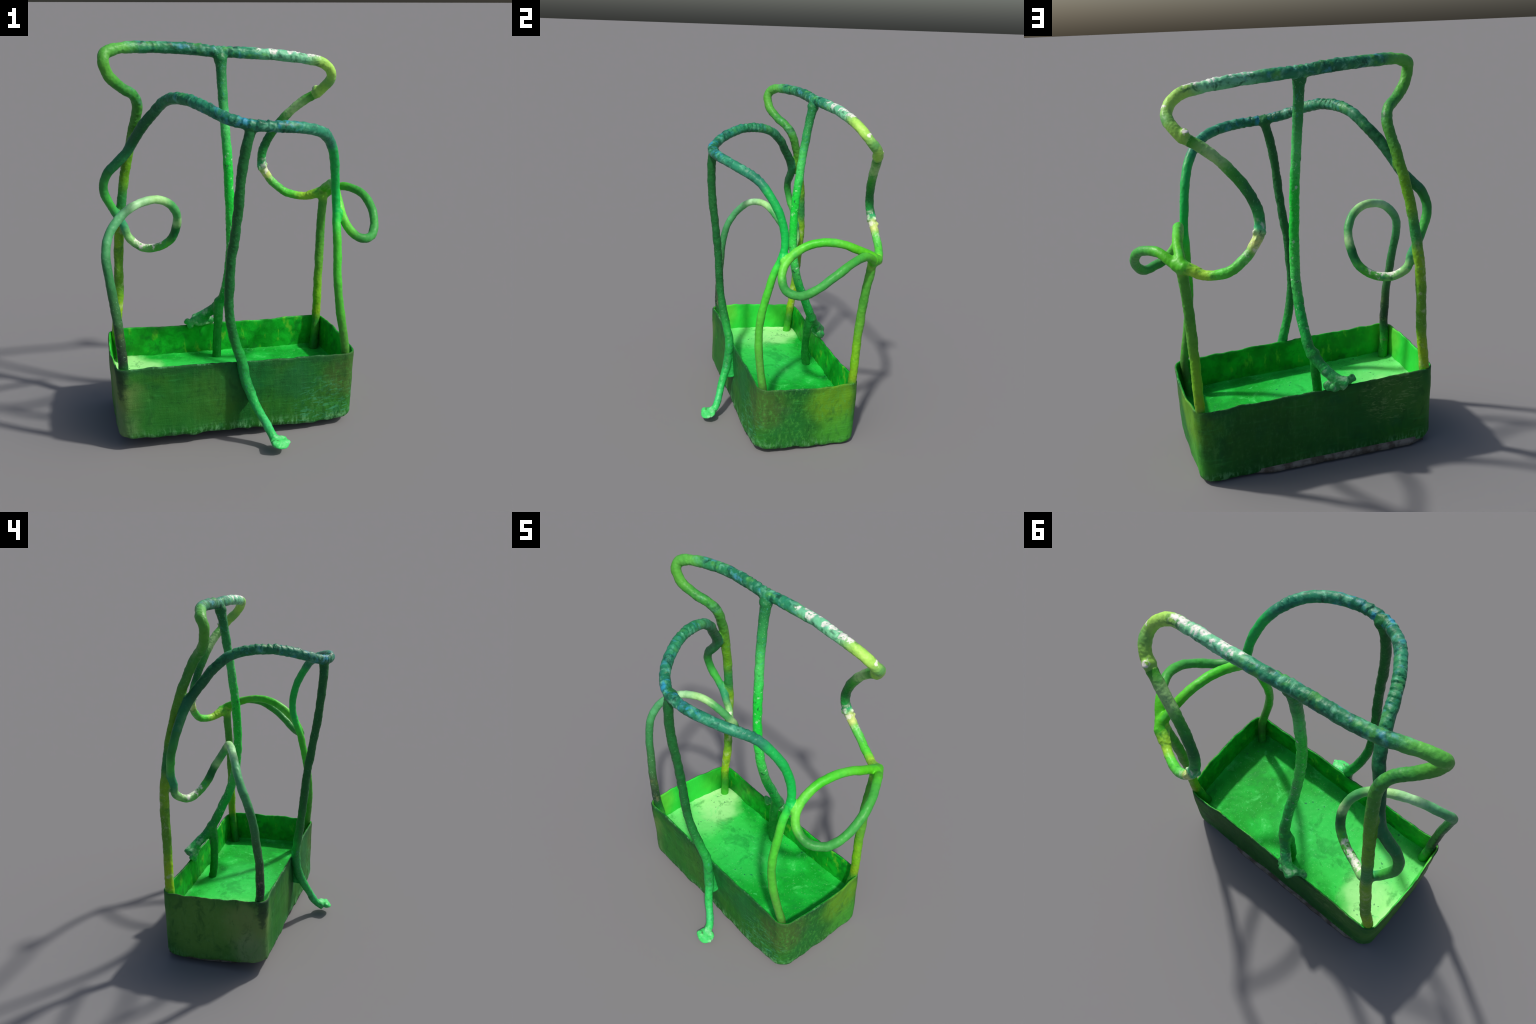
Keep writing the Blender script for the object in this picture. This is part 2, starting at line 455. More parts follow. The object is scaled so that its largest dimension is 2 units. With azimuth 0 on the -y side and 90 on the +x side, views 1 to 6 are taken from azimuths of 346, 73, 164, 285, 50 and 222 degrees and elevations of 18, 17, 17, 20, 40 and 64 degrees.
PARTS.append(('arched_rail', 'back', K[2] - .2, K[6] + .3, tube_paint(
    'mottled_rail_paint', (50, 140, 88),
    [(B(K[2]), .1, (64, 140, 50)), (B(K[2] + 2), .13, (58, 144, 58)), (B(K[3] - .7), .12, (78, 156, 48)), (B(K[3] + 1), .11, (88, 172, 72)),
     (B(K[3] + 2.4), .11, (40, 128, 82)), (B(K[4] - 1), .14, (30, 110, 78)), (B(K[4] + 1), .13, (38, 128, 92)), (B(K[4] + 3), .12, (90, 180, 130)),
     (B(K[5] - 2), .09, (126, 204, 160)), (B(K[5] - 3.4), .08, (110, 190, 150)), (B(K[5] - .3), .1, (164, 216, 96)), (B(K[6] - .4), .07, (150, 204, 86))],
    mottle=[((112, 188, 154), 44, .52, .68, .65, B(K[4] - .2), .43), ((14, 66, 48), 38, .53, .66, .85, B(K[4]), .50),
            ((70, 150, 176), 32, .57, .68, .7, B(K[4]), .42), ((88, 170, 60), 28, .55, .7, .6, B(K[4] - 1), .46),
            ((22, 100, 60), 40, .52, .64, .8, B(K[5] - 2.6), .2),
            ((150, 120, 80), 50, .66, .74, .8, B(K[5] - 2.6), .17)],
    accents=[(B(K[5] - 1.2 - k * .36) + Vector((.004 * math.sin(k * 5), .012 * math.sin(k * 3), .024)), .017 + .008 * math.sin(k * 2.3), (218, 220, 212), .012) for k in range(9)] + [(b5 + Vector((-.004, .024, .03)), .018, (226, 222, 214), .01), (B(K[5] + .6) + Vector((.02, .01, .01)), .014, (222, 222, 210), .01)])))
PARTS.append(('scroll', 'back', K[6] + .3, 99, tube_paint(
    'scroll_paint', (70, 180, 50),
    [(B(K[6] + .5), .08, (62, 150, 40)), (B(K[6] + 1.5), .075, (150, 196, 124)), (B(K[6] + 2.7), .075, (50, 140, 50)), (B(K[7] - 1.4), .08, (28, 110, 50)),
     (B(K[7] - .5), .06, (40, 150, 70)), (B(K[7]), .04, (60, 190, 130)), (B(K[7] + .6), .05, (205, 218, 130)), (B(K[7] + 1.8), .05, (90, 196, 80)),
     (B(K[8]), .07, (84, 204, 60)), (B(K[8] + 1.6), .06, (160, 214, 60)), (B(K[9]), .05, (120, 200, 50))],
    mottle=[((24, 100, 62), 40, .54, .66, .8, B(K[7] - 1), .13), (WHITE, 40, .52, .62, .8, B(K[7] + .5), .09),
            ((30, 140, 60), 36, .56, .68, .7, None, 0)], fleck=.2)))
# -- front tube
PARTS.append(('corner_leg', 'front', 0, F[2] + .1, tube_paint(
    'bright_leg_paint', (84, 200, 56),
    [(Fr(0), .14, (40, 130, 50)), (Fr(F[1] - .2), .11, (70, 112, 50)), (Fr(F[1] + 1.2), .12, (76, 150, 52)), (Fr(F[1] + 3.2), .14, (72, 170, 50)), (Fr(F[2] - 2), .14, (72, 194, 52)),
     (Fr(F[2] - .6), .05, (60, 208, 66)), (Fr(F[2] + .1), .05, (34, 200, 74))], mottle=[((58, 170, 44), 24, .55, .7, .6, None, 0)], fleck=.1)))
PARTS.append(('arched_rail', 'front', F[2] + .1, F[7] - 1.2, tube_paint(
    'teal_rail_paint', (40, 132, 100),
    [(Fr(F[2] + .4), .08, (22, 196, 84)), (Fr(F[2] + 1.6), .11, (16, 186, 76)), (Fr(F[2] + 3.2), .12, (14, 176, 74)), (Fr(F[2] + 4.6), .09, (24, 170, 80)),
     (Fr(F[3] + .3), .07, (38, 122, 94)), (Fr(F[4]), .2, (28, 110, 80)), (Fr(F[5]), .16, (32, 118, 76)), (Fr(F[5] + 2), .1, (32, 110, 70)), (Fr(F[6] - .8), .14, (26, 96, 56)),
     (Fr(F[7] - 2), .1, (34, 118, 66))],
    mottle=[((104, 184, 150), 44, .52, .68, .65, Fr(F[4] + .8), .5), ((12, 62, 50), 38, .54, .66, .85, Fr(F[4] + 2), .55),
            ((44, 140, 176), 30, .53, .64, .85, Fr(F[4] - .8), .16), ((56, 140, 160), 32, .57, .68, .6, Fr(F[4] + 2), .4),
            ((70, 150, 70), 26, .56, .7, .6, Fr(F[5]), .3), ((150, 130, 100), 60, .66, .74, .8, Fr(F[4]), .14)],
    fleck=.12)))
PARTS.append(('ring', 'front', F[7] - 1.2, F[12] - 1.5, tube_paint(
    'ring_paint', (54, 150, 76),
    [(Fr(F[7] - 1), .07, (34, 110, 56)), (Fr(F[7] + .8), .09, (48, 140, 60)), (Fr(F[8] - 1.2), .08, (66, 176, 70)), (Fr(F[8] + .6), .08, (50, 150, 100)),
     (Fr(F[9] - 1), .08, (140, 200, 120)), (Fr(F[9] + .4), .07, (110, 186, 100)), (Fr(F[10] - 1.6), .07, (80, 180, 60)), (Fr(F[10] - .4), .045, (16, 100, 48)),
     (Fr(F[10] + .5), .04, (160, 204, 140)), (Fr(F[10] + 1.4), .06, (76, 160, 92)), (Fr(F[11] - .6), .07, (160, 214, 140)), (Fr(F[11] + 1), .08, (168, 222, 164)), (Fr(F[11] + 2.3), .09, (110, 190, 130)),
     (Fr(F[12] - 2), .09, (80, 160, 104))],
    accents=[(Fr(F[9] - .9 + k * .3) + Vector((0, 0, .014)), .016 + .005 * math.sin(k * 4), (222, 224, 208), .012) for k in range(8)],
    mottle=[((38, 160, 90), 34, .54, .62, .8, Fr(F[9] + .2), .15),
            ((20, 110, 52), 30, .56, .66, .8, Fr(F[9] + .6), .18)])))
PARTS.append(('corner_leg', 'front', F[12] - 1.5, 99, tube_paint(
    'weathered_leg_paint', (48, 110, 68),
    [(Fr(F[12] - 1.5), .1, (70, 150, 92)), (Fr(F[12]), .1, (50, 124, 70)), (Fr(F[12] + 1.6), .12, (54, 110, 62)), (Fr(F[13] - 2.5), .1, (54, 84, 52)), (Fr(F[13] - 1), .1, (36, 58, 44)),
     (Fr(F[13]), .07, (20, 62, 42)), (Fr(F[14]), .16, (36, 150, 44))],
    mottle=[((112, 112, 92), 44, .57, .66, .7, Fr(F[13] - 1.4), .15), ((84, 104, 50), 36, .55, .68, .6, Fr(F[13] - 1), .2)], fleck=.25)))
PARTS.append(('side_loop', 'loop', 0, 99, tube_paint(
    'loop_paint', (86, 196, 58),
    [(Lp(2), .12, (80, 188, 30)), (Lp(LOOP_K[1] + 2), .1, (66, 192, 40)), (Lp(LOOP_K[2] - 1), .08, (100, 206, 66)), (Lp(LOOP_K[2] + 1.5), .08, (96, 202, 64)),
     (Lp(LOOP_K[3]), .09, (48, 134, 56)), (Lp(LOOP_K[3] + 2), .09, (60, 148, 68)), (Lp(LOOP_K[4]), .12, (62, 156, 70)), (Lp(21), .1, (62, 156, 60))],
    mottle=[((30, 138, 62), 40, .56, .68, .75, Lp(LOOP_K[3] + .4), .1), ((40, 176, 70), 24, .56, .7, .5, None, 0)], fleck=.06)))
PARTS.append(('corner_leg', 'leg', 0, 99, tube_paint(
    'lime_leg_paint', (90, 170, 40),
    [(Lg(0), .14, (20, 120, 36)), (Lg(2), .05, (38, 130, 40)), (Lg(2.8), .055, (120, 160, 24)), (Lg(4), .1, (112, 178, 28)), (Lg(5.6), .1, (104, 172, 32)), (Lg(7), .12, (86, 158, 48)), (Lg(8.6), .12, (70, 150, 48)),
     (Lg(10.2), .1, (76, 154, 54)), (Lg(11), .05, (130, 200, 60))],
    mottle=[((52, 120, 40), 30, .56, .7, .6, None, 0), ((120, 118, 50), 40, .6, .7, .5, Lg(3), .15)], fleck=.1)))
PARTS.append(('post', 'fpost', 0, 15.6, tube_paint(
    'dark_post_paint', (26, 104, 46),
    [(Fp(0), .09, (32, 112, 64)), (Fp(3), .3, (26, 98, 46)), (Fp(6.5), .25, (24, 100, 46)), (Fp(9.2), .14, (26, 116, 50)), (Fp(10.6), .1, (28, 150, 58)), (Fp(12), .1, (30, 148, 66)), (Fp(14), .1, (40, 180, 84)), (Fp(16), .1, (60, 196, 112))],
    mottle=[((54, 150, 116), 60, .58, .68, .6, Fp(11.4), .14), ((20, 78, 44), 24, .56, .7, .6, None, 0)], fleck=.15)))
PARTS.append(('foot', 'fpost', 15.6, 99, tube_paint(
    'worn_foot_paint', (68, 200, 104), [(Fp(15.6), .05, (50, 188, 96))],
    mottle=[((150, 220, 170), 40, .52, .66, .7, None, 0), ((60, 84, 60), 55, .62, .7, .8, None, 0)], fleck=.25)))
PARTS.append(('post', 'bpost', 0, 12.6, tube_paint(
    'spotted_post_paint', (26, 196, 66),
    [(Bp(0), .09, (30, 110, 62)), (Bp(1), .12, (32, 116, 62)), (Bp(2.1), .12, (46, 146, 74)), (Bp(3.3), .11, (72, 194, 96)), (Bp(4.3), .08, (70, 196, 100)), (Bp(5.6), .2, (22, 200, 58)), (Bp(7.6), .12, (54, 202, 76)),
     (Bp(8.4), .08, (58, 180, 80)), (Bp(9.6), .1, (26, 168, 70)), (Bp(11), .09, (26, 140, 58)), (Bp(12), .06, (30, 138, 62))],
    mottle=[((20, 90, 50), 60, .60, .67, .85, Bp(7), .5), ((176, 214, 184), 66, .62, .69, .85, Bp(7), .5), ((60, 150, 140), 70, .6, .68, .6, Bp(1.5), .25)], fleck=.35)))
PARTS.append(('foot', 'bpost', 12.6, 99, tube_paint(
    'pale_foot_paint', (46, 158, 76), [(Bp(12.6), .045, (36, 130, 76))],
    mottle=[((164, 206, 166), 34, .50, .66, .7, None, 0), ((30, 100, 54), 46, .60, .70, .6, None, 0)], fleck=.3)))
PARTS.append(('brace', 'stub', 0, 99, tube_paint('brace_paint', (20, 130, 44), [(at('stub', 0), .06, (26, 140, 52))],
                                                 mottle=[((60, 160, 70), 30, .58, .7, .5, None, 0)], fleck=.15)))


# ----------------------------------------------------------------------------- objects
def add(name, mesh, parent, mat):
    ob = bpy.data.objects.new(name, mesh)
    bpy.context.scene.collection.objects.link(ob)
    ob.parent = parent
    if mat:
        mesh.materials.append(mat)
    return ob


planter = bpy.data.objects.new("garden_planter", None)
bpy.context.scene.collection.objects.link(planter)
planter["label"] = "green painted metal planter box with looping bent-tube handle frame"
planter["category"] = "garden planter"
frame = bpy.data.objects.new("handle_frame", None)
bpy.context.scene.collection.objects.link(frame)
frame.parent = planter

# split the fused skin by spine station
part_of = np.full(nv, -1)
for q, (pn, tube, t0, t1, mat) in enumerate(PARTS):
    j = names.index(tube)
    part_of[(own == j) & (tval >= t0) & (tval <= t1)] = q
faces = [tuple(p.vertices) for p in fused.polygons]
groups = [[] for _ in PARTS]
for f in faces:
    c = [part_of[v] for v in f]
    groups[max(set(c), key=c.count)].append(f)
for q, (pn, tube, t0, t1, mat) in enumerate(PARTS):
    fs = groups[q]
    if not fs:
        continue
    ids = sorted({v for f in fs for v in f}); remap = {v: i for i, v in enumerate(ids)}
    m = bpy.data.meshes.new(pn)
    m.from_pydata([tuple(co[v]) for v in ids], [], [tuple(remap[v] for v in f) for f in fs])
    m.polygons.foreach_set("use_smooth", [True] * len(fs))
    m.normals_split_custom_set_from_vertices([tuple(nor[v]) for v in ids])
    add(pn, m, frame, mat)
bpy.data.meshes.remove(fused)

# ----------------------------------------------------------------------------- the box
X0, X1, Y0, Y1 = -.709, .540, -.284, .314


def bilerp(x, y, fl, fr, br, bl):
    u = min(max((x - X0) / (X1 - X0), 0), 1); v = min(max((y - Y0) / (Y1 - Y0), 0), 1)
    return (fl * (1 - u) + fr * u) * (1 - v) + (bl * (1 - u) + br * u) * v


def outline(inset, rad, seg=.008):
    """Rounded rectangle, as (x, y, outward normal)."""
    x0, x1, y0, y1 = X0 + inset, X1 - inset, Y0 + inset, Y1 - inset
    out = []
    cs = [((x1 - rad, y0 + rad), -90), ((x1 - rad, y1 - rad), 0), ((x0 + rad, y1 - rad), 90), ((x0 + rad, y0 + rad), 180)]
    nx = int((X1 - X0 - .1) / seg); ny = int((Y1 - Y0 - .1) / seg); na = 12
    for k, ((cx, cy), a0) in enumerate(cs):
        arcp = []
        for i in range(na + 1):
            a = math.radians(a0 + 90 * i / na)
            arcp.append((cx + rad * math.cos(a), cy + rad * math.sin(a), math.cos(a), math.sin(a)))
        out += arcp
        (nx2, ny2), a2 = cs[(k + 1) % 4]
        a = math.radians(a2)
        q = (nx2 + rad * math.cos(a), ny2 + rad * math.sin(a))
        n = ny if k % 2 == 0 else nx
        for i in range(1, n):
            t = i / n
            out.append((arcp[-1][0] * (1 - t) + q[0] * t, arcp[-1][1] * (1 - t) + q[1] * t, math.cos(a), math.sin(a)))
    return out


def rim_z(x, y):
    z = bilerp(x, y, .460, .414, .396, .426)
    n = noise.noise(Vector((x * 14, y * 14, 2.0))) * .007 + noise.noise(Vector((x * 45, y * 45, 5.0))) * .0022
    u = (x - X0) / (X1 - X0); v = (y - Y0) / (Y1 - Y0)
    sag = -.006 * math.sin(math.pi * min(max(u, 0), 1)) if abs(v - 1) < .2 else 0
    return z + n + sag


def base_z(x, y):
    z = bilerp(x, y, .068, .030, .006, .021)
    u = min(max((x - X0) / (X1 - X0), 0), 1); v = min(max((y - Y0) / (Y1 - Y0), 0), 1)
    cd = math.hypot(min(x - X0, X1 - x), min(y - Y0, Y1 - y))
    z += .018 * math.exp(-(cd / .05) ** 2)
    return z + noise.noise(Vector((x * 16, y * 16, 9))) * .009 + noise.noise(Vector((x * 50, y * 50, 3))) * .003


def floor_z(x, y):
    return bilerp(x, y, .280, .238, .206, .252) - .003 + .010 * math.sin(math.pi * min(max((x - X0) / (X1 - X0), 0), 1)) * math.sin(math.pi * min(max((y - Y0) / (Y1 - Y0), 0), 1)) + .0035 * noise.noise(Vector((x * 9, y * 9, 1))) + .0012 * noise.noise(Vector((x * 40, y * 40, 4)))


def wall_dent(p, nx, ny):
    """Buckles in the sheet metal: slow waves, a few dents, fine hammering."""
    d = .006 * noise.noise(p * 3.2 + Vector((1, 4, 2))) + .0042 * noise.noise(p * 11) + .0008 * noise.noise(p * 60)
    u = min(max((p.x - X0) / (X1 - X0), 0), 1); v = min(max((p.y - Y0) / (Y1 - Y0), 0), 1)
    h = min(max((p.z - .03) / .36, 0), 1.1)
    d += nx * nx * math.sin(math.pi * v) * ((.002 + .020 * h) if nx > 0 else (.013 + .004 * h))
    if nx > 0:
        d -= nx * nx * .008 * (1 - h)
    if ny > 0:
        d += ny * ny * math.sin(math.pi * u) * (-.003 + .010 * min(h, 1))
        d += ny * ny * .012 * min(h * 1.4, 1) * (math.exp(-((p.x + .60) / .10) ** 2) + math.exp(-((p.x - .43) / .10) ** 2))
    else:
        d += ny * ny * (.017 * (1 - .8 * h) * math.exp(-((p.x - .22) / .25) ** 2) - .009 * h * math.exp(-((p.x + .5) / .16) ** 2))
    for c, r, a in DENTS:
        d += a * math.exp(-((p - c).length / r) ** 2)
    return d


DENTS = [(Vector((-.555, -.28, .285)), .011, -.006), (Vector((-.535, -.28, .295)), .008, .004),
         (Vector((.54, -.02, .30)), .012, .005), (Vector((.54, -.03, .285)), .014, -.006),
         (Vector((-.25, .31, .34)), .05, .005), (Vector((.1, -.28, .2)), .12, -.004), (Vector((-.40, -.28, .12)), .06, .004)]

bm = bmesh.new()
T = .0125
loops = []


def ring_at(inset, rad, zf, dent=1.0):
    ring = []
    for x, y, nx, ny in outline(inset, rad):
        z = zf(x, y)
        p = Vector((x, y, z))
        o = wall_dent(Vector((x, y, z)), nx, ny) * dent
        th = .0025 * noise.noise(Vector((x * 30, y * 30, z * 30))) if dent > 0 and inset > 0 else 0
        ring.append(bm.verts.new((x + nx * (o + th), y + ny * (o + th), z)))
    return ring


def lerp_z(f):
    return lambda x, y: base_z(x, y) * (1 - f) + rim_z(x, y) * f


loops.append(ring_at(.055, .04, lambda x, y: base_z(x, y) + .004))
loops.append(ring_at(.022, .052, lambda x, y: base_z(x, y) - .002))
loops.append(ring_at(.009, .058, lambda x, y: base_z(x, y)))
loops.append(ring_at(.0035, .060, lambda x, y: base_z(x, y) + .005))
loops.append(ring_at(.001, .060, lambda x, y: base_z(x, y) + .014))
NW = 40
for k in range(NW):
    f = .045 + (.985 - .045) * k / (NW - 1)
    loops.append(ring_at(0.0, .060 - .008 * f, lerp_z(f)))
loops.append(ring_at(.0018, .0505, lambda x, y: rim_z(x, y) - .001))
loops.append(ring_at(T * .5, .047, lambda x, y: rim_z(x, y) + .001))
loops.append(ring_at(T - .0015, .043, lambda x, y: rim_z(x, y) - .001))
NI = 22
for k in range(NI):
    f = k / (NI - 1)
    ins = T + .006 * f
    loops.append(ring_at(ins, .042, lambda x, y, f=f: (rim_z(x, y) - .006) * (1 - f) + (floor_z(x, y) - .012) * f))
for a, b in zip(loops[:-1], loops[1:]):
    n = len(a)
    for i in range(n):
        bm.faces.new((a[i], a[(i + 1) % n], b[(i + 1) % n], b[i]))
bm.faces.new(loops[0][::-1]); bm.faces.new(loops[-1])
bmesh.ops.triangulate(bm, faces=[f for f in bm.faces if len(f.verts) > 4])
bmesh.ops.recalc_face_normals(bm, faces=bm.faces)
me = bpy.data.meshes.new("box"); bm.to_mesh(me); bm.free()
me.polygons.foreach_set("use_smooth", [True] * len(me.polygons))

m = Nodes('brushed_box_paint', .5)
vert = m.noise(26, 5, .65, m.mapped((1, 1, .13)), .4).outputs[0]           # downward brush marks
big = m.noise(3.4, 3, .5, None, .5).outputs[0]
mid = m.noise(9, 4, .6, m.mapped((1, 1, .7), (4, 4, 4)), .3).outputs[0]
side = m.noise(30, 5, .6, m.mapped((.25, .25, 2.2), (7, 1, 3))).outputs[0]  # sideways brush marks
col = m.mix(m.ramp(big, .36, .62), lin((20, 96, 33)), lin((36, 106, 30)))
col = m.mix(m.math('MULTIPLY', m.ramp(mid, .50, .68), .4), col, lin((54, 108, 30)))
col = m.mix(m.math('MULTIPLY', m.ramp(mid, .46, .30), .0), col, col)
col = m.mix(m.math('MULTIPLY', m.math('SUBTRACT', 1.0, m.ramp(mid, .30, .44)), .7), col, lin((14, 92, 48)))
col = m.mix(m.math('MULTIPLY', m.ramp(vert, .52, .74), .28), col, lin((92, 150, 84)))
col = m.mix(m.math('MULTIPLY', m.math('SUBTRACT', 1.0, m.ramp(vert, .28, .46)), .35), col, lin((16, 70, 28)))
col = m.mix(m.math('MULTIPLY', m.ramp(side, .54, .72), .4), col, lin((52, 148, 70)))
mm = m.warped(.05, 9)
sp = m.new('ShaderNodeSeparateXYZ'); m.plug(sp.inputs[0], m.obj)
# scuffed pale fringe along the bottom edge
def tilted(slope_x, slope_y, z0):
    # height above a tilted edge line: the sheet metal box is not square to the ground
    a = m.math('ADD', sp.outputs[2], m.math('MULTIPLY', sp.outputs[0], slope_x))
    return m.math('SUBTRACT', m.math('ADD', a, m.math('MULTIPLY', sp.outputs[1], slope_y)), z0)
up_base = tilted(.021, .059, .031)
below_rim = tilted(.0304, .043, .4225)
edge = m.math('SUBTRACT', 1.0, m.ramp(up_base, .0, .075))
scr = m.ramp(m.noise(60, 4, .6, m.mapped((1, 1, .35))).outputs[0], .46, .62)
col = m.mix(m.math('MULTIPLY', m.math('MULTIPLY', edge, scr), .75), col, lin((112, 180, 120)))
grime = m.math('MULTIPLY', m.ramp(m.math('ADD', below_rim, m.math('MULTIPLY', m.math('SUBTRACT', mid, .5), .12)), -.045, -.012), .6)
col = m.mix(grime, col, lin((20, 74, 38)))
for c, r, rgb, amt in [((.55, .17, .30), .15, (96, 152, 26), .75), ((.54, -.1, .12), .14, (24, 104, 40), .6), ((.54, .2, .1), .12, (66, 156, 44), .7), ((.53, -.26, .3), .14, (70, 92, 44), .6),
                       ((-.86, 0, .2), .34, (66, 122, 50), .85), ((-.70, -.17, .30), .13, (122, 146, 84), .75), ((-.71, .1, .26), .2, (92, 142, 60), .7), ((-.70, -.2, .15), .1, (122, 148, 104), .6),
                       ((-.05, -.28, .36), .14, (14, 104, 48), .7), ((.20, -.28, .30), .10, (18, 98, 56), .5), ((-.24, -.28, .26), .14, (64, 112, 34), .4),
                       ((-.45, -.28, .2), .2, (34, 112, 36), .5), ((-.48, .31, .33), .14, (58, 110, 44), .8), ((.2, .31, .2), .2, (20, 78, 26), .7), ((-.2, .31, .15), .25, (22, 84, 34), .6)]:  # last two darken the back wall's paint for its shade
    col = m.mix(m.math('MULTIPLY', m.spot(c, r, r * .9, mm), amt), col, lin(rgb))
# horizontal scrape marks low on the right of the front and high on the back
for c, r, rgb, amt in [((.36, -.28, .13), .16, (64, 150, 104), .6), ((-.47, .31, .33), .15, (104, 144, 84), .7)]:
    s2 = m.noise(55, 4, .6, m.mapped((.45, .45, 1.3), (c[0] * 9, 2, 1), (.25, .3, 0)), .8).outputs[0]
    col = m.mix(m.math('MULTIPLY', m.math('MULTIPLY', m.spot(c, r, r * .6, mm), m.ramp(s2, .50, .66)), amt), col, lin(rgb))
hatch = m.noise(52, 6, .72, m.mapped((1, 1, .6), (1, 6, 2), (.2, 0, 0))).outputs[0]
for c, r, rgb, amt in [((-.86, 0, .2), .36, (92, 146, 74), .6), ((.55, .0, .18), .34, (78, 168, 62), .6), ((.2, .31, .2), .4, (60, 120, 62), .5), ((.1, -.28, .2), .5, (48, 128, 54), .35)]:
    col = m.mix(m.math('MULTIPLY', m.math('MULTIPLY', m.spot(c, r, r * .6, mm), m.ramp(hatch, .48, .74)), amt), col, lin(rgb))
worn = m.math('MULTIPLY', m.ramp(below_rim, -.008, .002), m.ramp(scr, .2, .9))
worn = m.math('MULTIPLY', worn, m.ramp(m.noise(11, 3, .6, m.mapped(loc=(3, 3, 9))).outputs[0], .42, .62))
col = m.mix(m.math('MULTIPLY', worn, .55), col, lin((96, 176, 112)))
dark = m.noise(15, 6, .68, m.mapped((1, 1, .6), (8, 2, 6), (.25, .1, 0)), .8).outputs[0]
col = m.mix(m.math('MULTIPLY', m.math('SUBTRACT', 1.0, m.ramp(dark, .32, .50)), .5), col, lin((16, 72, 28)))
# black weathered corner under the dark leg
fine = m.warped(.03, 40)
for c, r in [((-.70, -.268, .43), .045), ((-.705, -.265, .37), .035), ((-.70, -.262, .32), .022)]:
    col = m.mix(m.math('MULTIPLY', m.spot(c, r, .03, fine), .68), col, lin((26, 50, 38)))
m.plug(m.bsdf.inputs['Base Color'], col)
m.plug(m.bsdf.inputs['Roughness'], .6); m.bsdf.inputs['Specular IOR Level'].default_value = .2
m.bump(m.math('ADD', m.math('ADD', vert, side), m.math('MULTIPLY', m.noise(150, 3).outputs[0], .5)), .55)
outer_mat = m.mat

m = Nodes('bright_inner_paint', .45)
n1 = m.noise(7, 4, .6).outputs[0]; n2 = m.noise(24, 4, .6, m.mapped((1, 1, .4))).outputs[0]
col = m.mix(m.ramp(n1, .38, .62), lin((6, 134, 24)), lin((16, 172, 38)))
col = m.mix(m.math('MULTIPLY', m.ramp(n2, .58, .72), .5), col, lin((120, 196, 50)))
col = m.mix(m.math('MULTIPLY', m.math('SUBTRACT', 1.0, m.ramp(n2, .28, .42)), .5), col, lin((10, 96, 34)))
bl = m.noise(12, 5, .65, m.mapped(loc=(6, 1, 2)), .6).outputs[0]
col = m.mix(m.math('MULTIPLY', m.ramp(bl, .50, .68), .6), col, lin((8, 100, 30)))
w = m.warped(.04, 14)
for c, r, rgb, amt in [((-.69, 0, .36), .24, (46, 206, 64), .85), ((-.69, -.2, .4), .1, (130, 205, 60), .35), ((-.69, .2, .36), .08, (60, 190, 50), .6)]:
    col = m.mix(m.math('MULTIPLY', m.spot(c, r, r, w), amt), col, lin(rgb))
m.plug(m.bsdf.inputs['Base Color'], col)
m.bump(m.math('ADD', n2, m.noise(90, 3).outputs[0]), .3)
inner_mat = m.mat

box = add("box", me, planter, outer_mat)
me.materials.append(inner_mat)
nring = len(loops[0])
cut = 5 + NW + 1                       # first quad row past the crest of the rim
for p in me.polygons:
    if cut * nring <= p.index < (len(loops) - 1) * nring:
        p.material_index = 1

# floor plate, dished up against the walls
bm = bmesh.new()
rings = []
for ins, lift, follow in ((.015, .014, 1), (.020, .007, .95), (.028, .002, .7), (.040, 0, .3)):
    ring = []
    for x, y, nx, ny in outline(ins, .052 - ins * .6):
        z = floor_z(x, y) + lift
        o = wall_dent(Vector((x, y, z)), nx, ny) * follow
        ring.append(bm.verts.new((x + nx * o, y + ny * o, z)))
    rings.append(ring)
steps = 26
ol = outline(.040, .028)
cx, cy = (X0 + X1) / 2, (Y0 + Y1) / 2
for k in range(1, steps):
    f = 1 - k / (steps - 1)
    # shrink towards the long centre line, so that quads stay even
    ring = []
    for x, y, _, _ in ol:
        px = min(max(x, X0 + .3), X1 - .3)
        xx, yy = px + (x - px) * f, cy + (y - cy) * f
        ring.append(bm.verts.new((xx, yy, floor_z(xx, yy))))
    rings.append(ring)
for a, b in zip(rings[:-1], rings[1:]):
    n = len(a)
    for i in range(n):
        bm.faces.new((a[i], a[(i + 1) % n], b[(i + 1) % n], b[i]))
low = [bm.verts.new((v.co.x, v.co.y, v.co.z - .02)) for v in rings[0]]
n = len(low)
for i in range(n):
    bm.faces.new((low[i], low[(i + 1) % n], rings[0][(i + 1) % n], rings[0][i]))
bmesh.ops.remove_doubles(bm, verts=rings[-1], dist=1e-4)      # the two sides meet in the middle
bmesh.ops.recalc_face_normals(bm, faces=bm.faces)
fm = bpy.data.meshes.new("floor"); bm.to_mesh(fm); bm.free()
if fm.polygons[len(fm.polygons) // 3].normal.z < 0:
    fm.flip_normals()
fm.polygons.foreach_set("use_smooth", [True] * len(fm.polygons))

m = Nodes('floor_paint', .6); m.bsdf.inputs['Specular IOR Level'].default_value = .15
n1 = m.noise(6, 4, .55).outputs[0]
col = m.mix(m.ramp(n1, .35, .65), lin((14, 156, 42)), lin((28, 188, 62)))
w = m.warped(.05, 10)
for c, r, rgb, amt in [((-.42, -.05, .28), .26, (58, 208, 84), .85), ((-.60, .0, .28), .20, (112, 222, 116), .9), ((-.64, .2, .27), .13, (172, 234, 152), .85), ((-.56, .13, .27), .13, (160, 232, 146), .8),  # pale left-end spots: direct sunlight on the floor, baked into the colour
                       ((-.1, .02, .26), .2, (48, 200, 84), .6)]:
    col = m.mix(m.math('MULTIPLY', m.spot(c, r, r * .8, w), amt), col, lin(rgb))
sw = m.noise(18, 5, .65, m.mapped((1, 1, 1), (3, 3, 3)), 1.6).outputs[0]
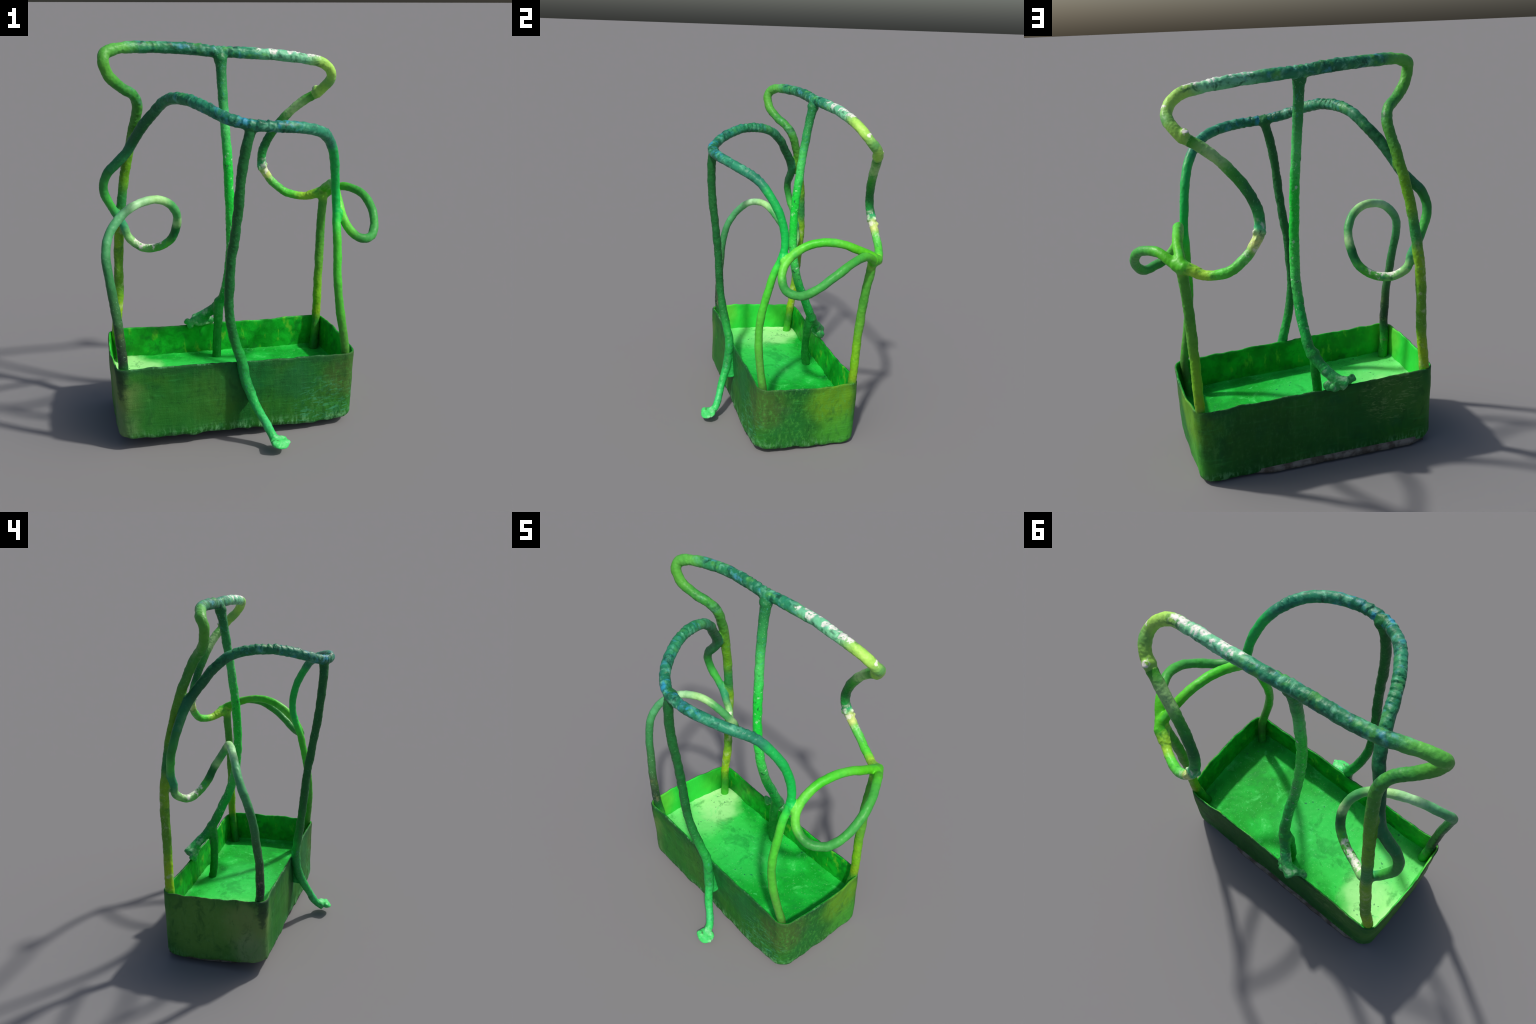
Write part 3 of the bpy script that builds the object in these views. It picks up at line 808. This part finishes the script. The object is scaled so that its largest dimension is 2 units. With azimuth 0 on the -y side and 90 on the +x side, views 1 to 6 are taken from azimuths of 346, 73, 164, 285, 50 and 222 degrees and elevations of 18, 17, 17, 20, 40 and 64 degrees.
col = m.mix(m.math('MULTIPLY', m.ramp(sw, .58, .72), .55), col, lin((72, 212, 112)))
col = m.mix(m.math('MULTIPLY', m.math('SUBTRACT', 1.0, m.ramp(sw, .30, .42)), .5), col, lin((16, 140, 50)))
bl = m.noise(9, 5, .65, m.mapped(loc=(6, 1, 2)), .6).outputs[0]
col = m.mix(m.math('MULTIPLY', m.ramp(bl, .52, .68), .5), col, lin((12, 132, 48)))
col = m.mix(m.math('MULTIPLY', m.math('SUBTRACT', 1.0, m.ramp(bl, .30, .44)), .45), col, lin((84, 222, 112)))
vo = m.new('ShaderNodeTexVoronoi'); vo.inputs['Scale'].default_value = 34; vo.inputs['Randomness'].default_value = 1
m.plug(vo.inputs['Vector'], m.warped(.012, 40))
spots = m.math('MULTIPLY', m.math('SUBTRACT', 1.0, m.ramp(vo.outputs['Distance'], .10, .2)), m.ramp(m.noise(5, 2, .5, m.mapped(loc=(2, 9, 1))).outputs[0], .52, .6))
col = m.mix(m.math('MULTIPLY', spots, .8), col, lin((20, 96, 70)))
fl = m.noise(110, 3, .6).outputs[0]
col = m.mix(m.math('MULTIPLY', m.ramp(fl, .62, .72), .2), col, lin((190, 236, 190)))
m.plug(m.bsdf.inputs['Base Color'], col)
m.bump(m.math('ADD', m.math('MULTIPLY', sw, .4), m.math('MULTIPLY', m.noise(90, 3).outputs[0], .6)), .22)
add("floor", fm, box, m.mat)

# grey-brown remnant of the ground cloth stuck under the box; it carries the lowest point
bm = bmesh.new()
NX, NY = 90, 44
x0, x1, y0, y1 = X0 + .022, X1 - .045, Y0 + .05, Y1 - .008
top, bot = [], []
for j in range(NY + 1):
    rt, rbm = [], []
    for i in range(NX + 1):
        u, v = i / NX, j / NY
        x = x0 + (x1 - x0) * u; y = y0 + (y1 - y0) * v
        e = min(u * (x1 - x0), (1 - u) * (x1 - x0), v * (y1 - y0), (1 - v) * (y1 - y0))
        wob = .012 * noise.noise(Vector((x * 16, y * 16, 6)))
        xx = x + wob * (1 if u in (0, 1) else 0); yy = y + wob * (1 if v == 0 else 0)
        if v > .85:                       # a lip of it sticks out along the back
            yy += (v - .85) / .15 * (.020 + .5 * wob) * min(1, max(0, (.66 + x) / .08), 1) * min(1, max(0, (.26 - x) / .08))
        if u < .1:
            xx += (.1 - u) / .1 * .03 * max(0, abs(v - .5) * 2 - .5) * 2
        lowz = .0005 + .034 * max(0, 1 - v * 1.7) + .004 * (noise.noise(Vector((x * 13, y * 13, 3))) + .3) + .03 * max(0, u - .74) - .004 * v
        lowz += .012 * math.exp(-e / .012)
        rbm.append(bm.verts.new((xx, yy, max(lowz, 0.0))))
        rt.append(bm.verts.new((xx, yy, bilerp(x, y, .068, .030, .006, .021) + .024)))
    top.append(rt); bot.append(rbm)
for j in range(NY):
    for i in range(NX):
        bm.faces.new((top[j][i], top[j][i + 1], top[j + 1][i + 1], top[j + 1][i]))
        bm.faces.new((bot[j][i], bot[j + 1][i], bot[j + 1][i + 1], bot[j][i + 1]))
for i in range(NX):
    bm.faces.new((top[0][i], bot[0][i], bot[0][i + 1], top[0][i + 1]))
    bm.faces.new((top[NY][i + 1], bot[NY][i + 1], bot[NY][i], top[NY][i]))
for j in range(NY):
    bm.faces.new((top[j + 1][0], bot[j + 1][0], bot[j][0], top[j][0]))
    bm.faces.new((top[j][NX], bot[j][NX], bot[j + 1][NX], top[j + 1][NX]))
bmesh.ops.recalc_face_normals(bm, faces=bm.faces)
um = bpy.data.meshes.new("underlay"); bm.to_mesh(um); bm.free()
um.polygons.foreach_set("use_smooth", [True] * len(um.polygons))
m = Nodes('grey_underlay', .85)
n = m.noise(16, 4, .6).outputs[0]
col = m.mix(m.ramp(n, .38, .62), lin((84, 78, 68)), lin((126, 122, 114)))
m.plug(m.bsdf.inputs['Base Color'], col)
m.bump(m.noise(60, 4).outputs[0], .4)
add("underlay", um, box, m.mat)
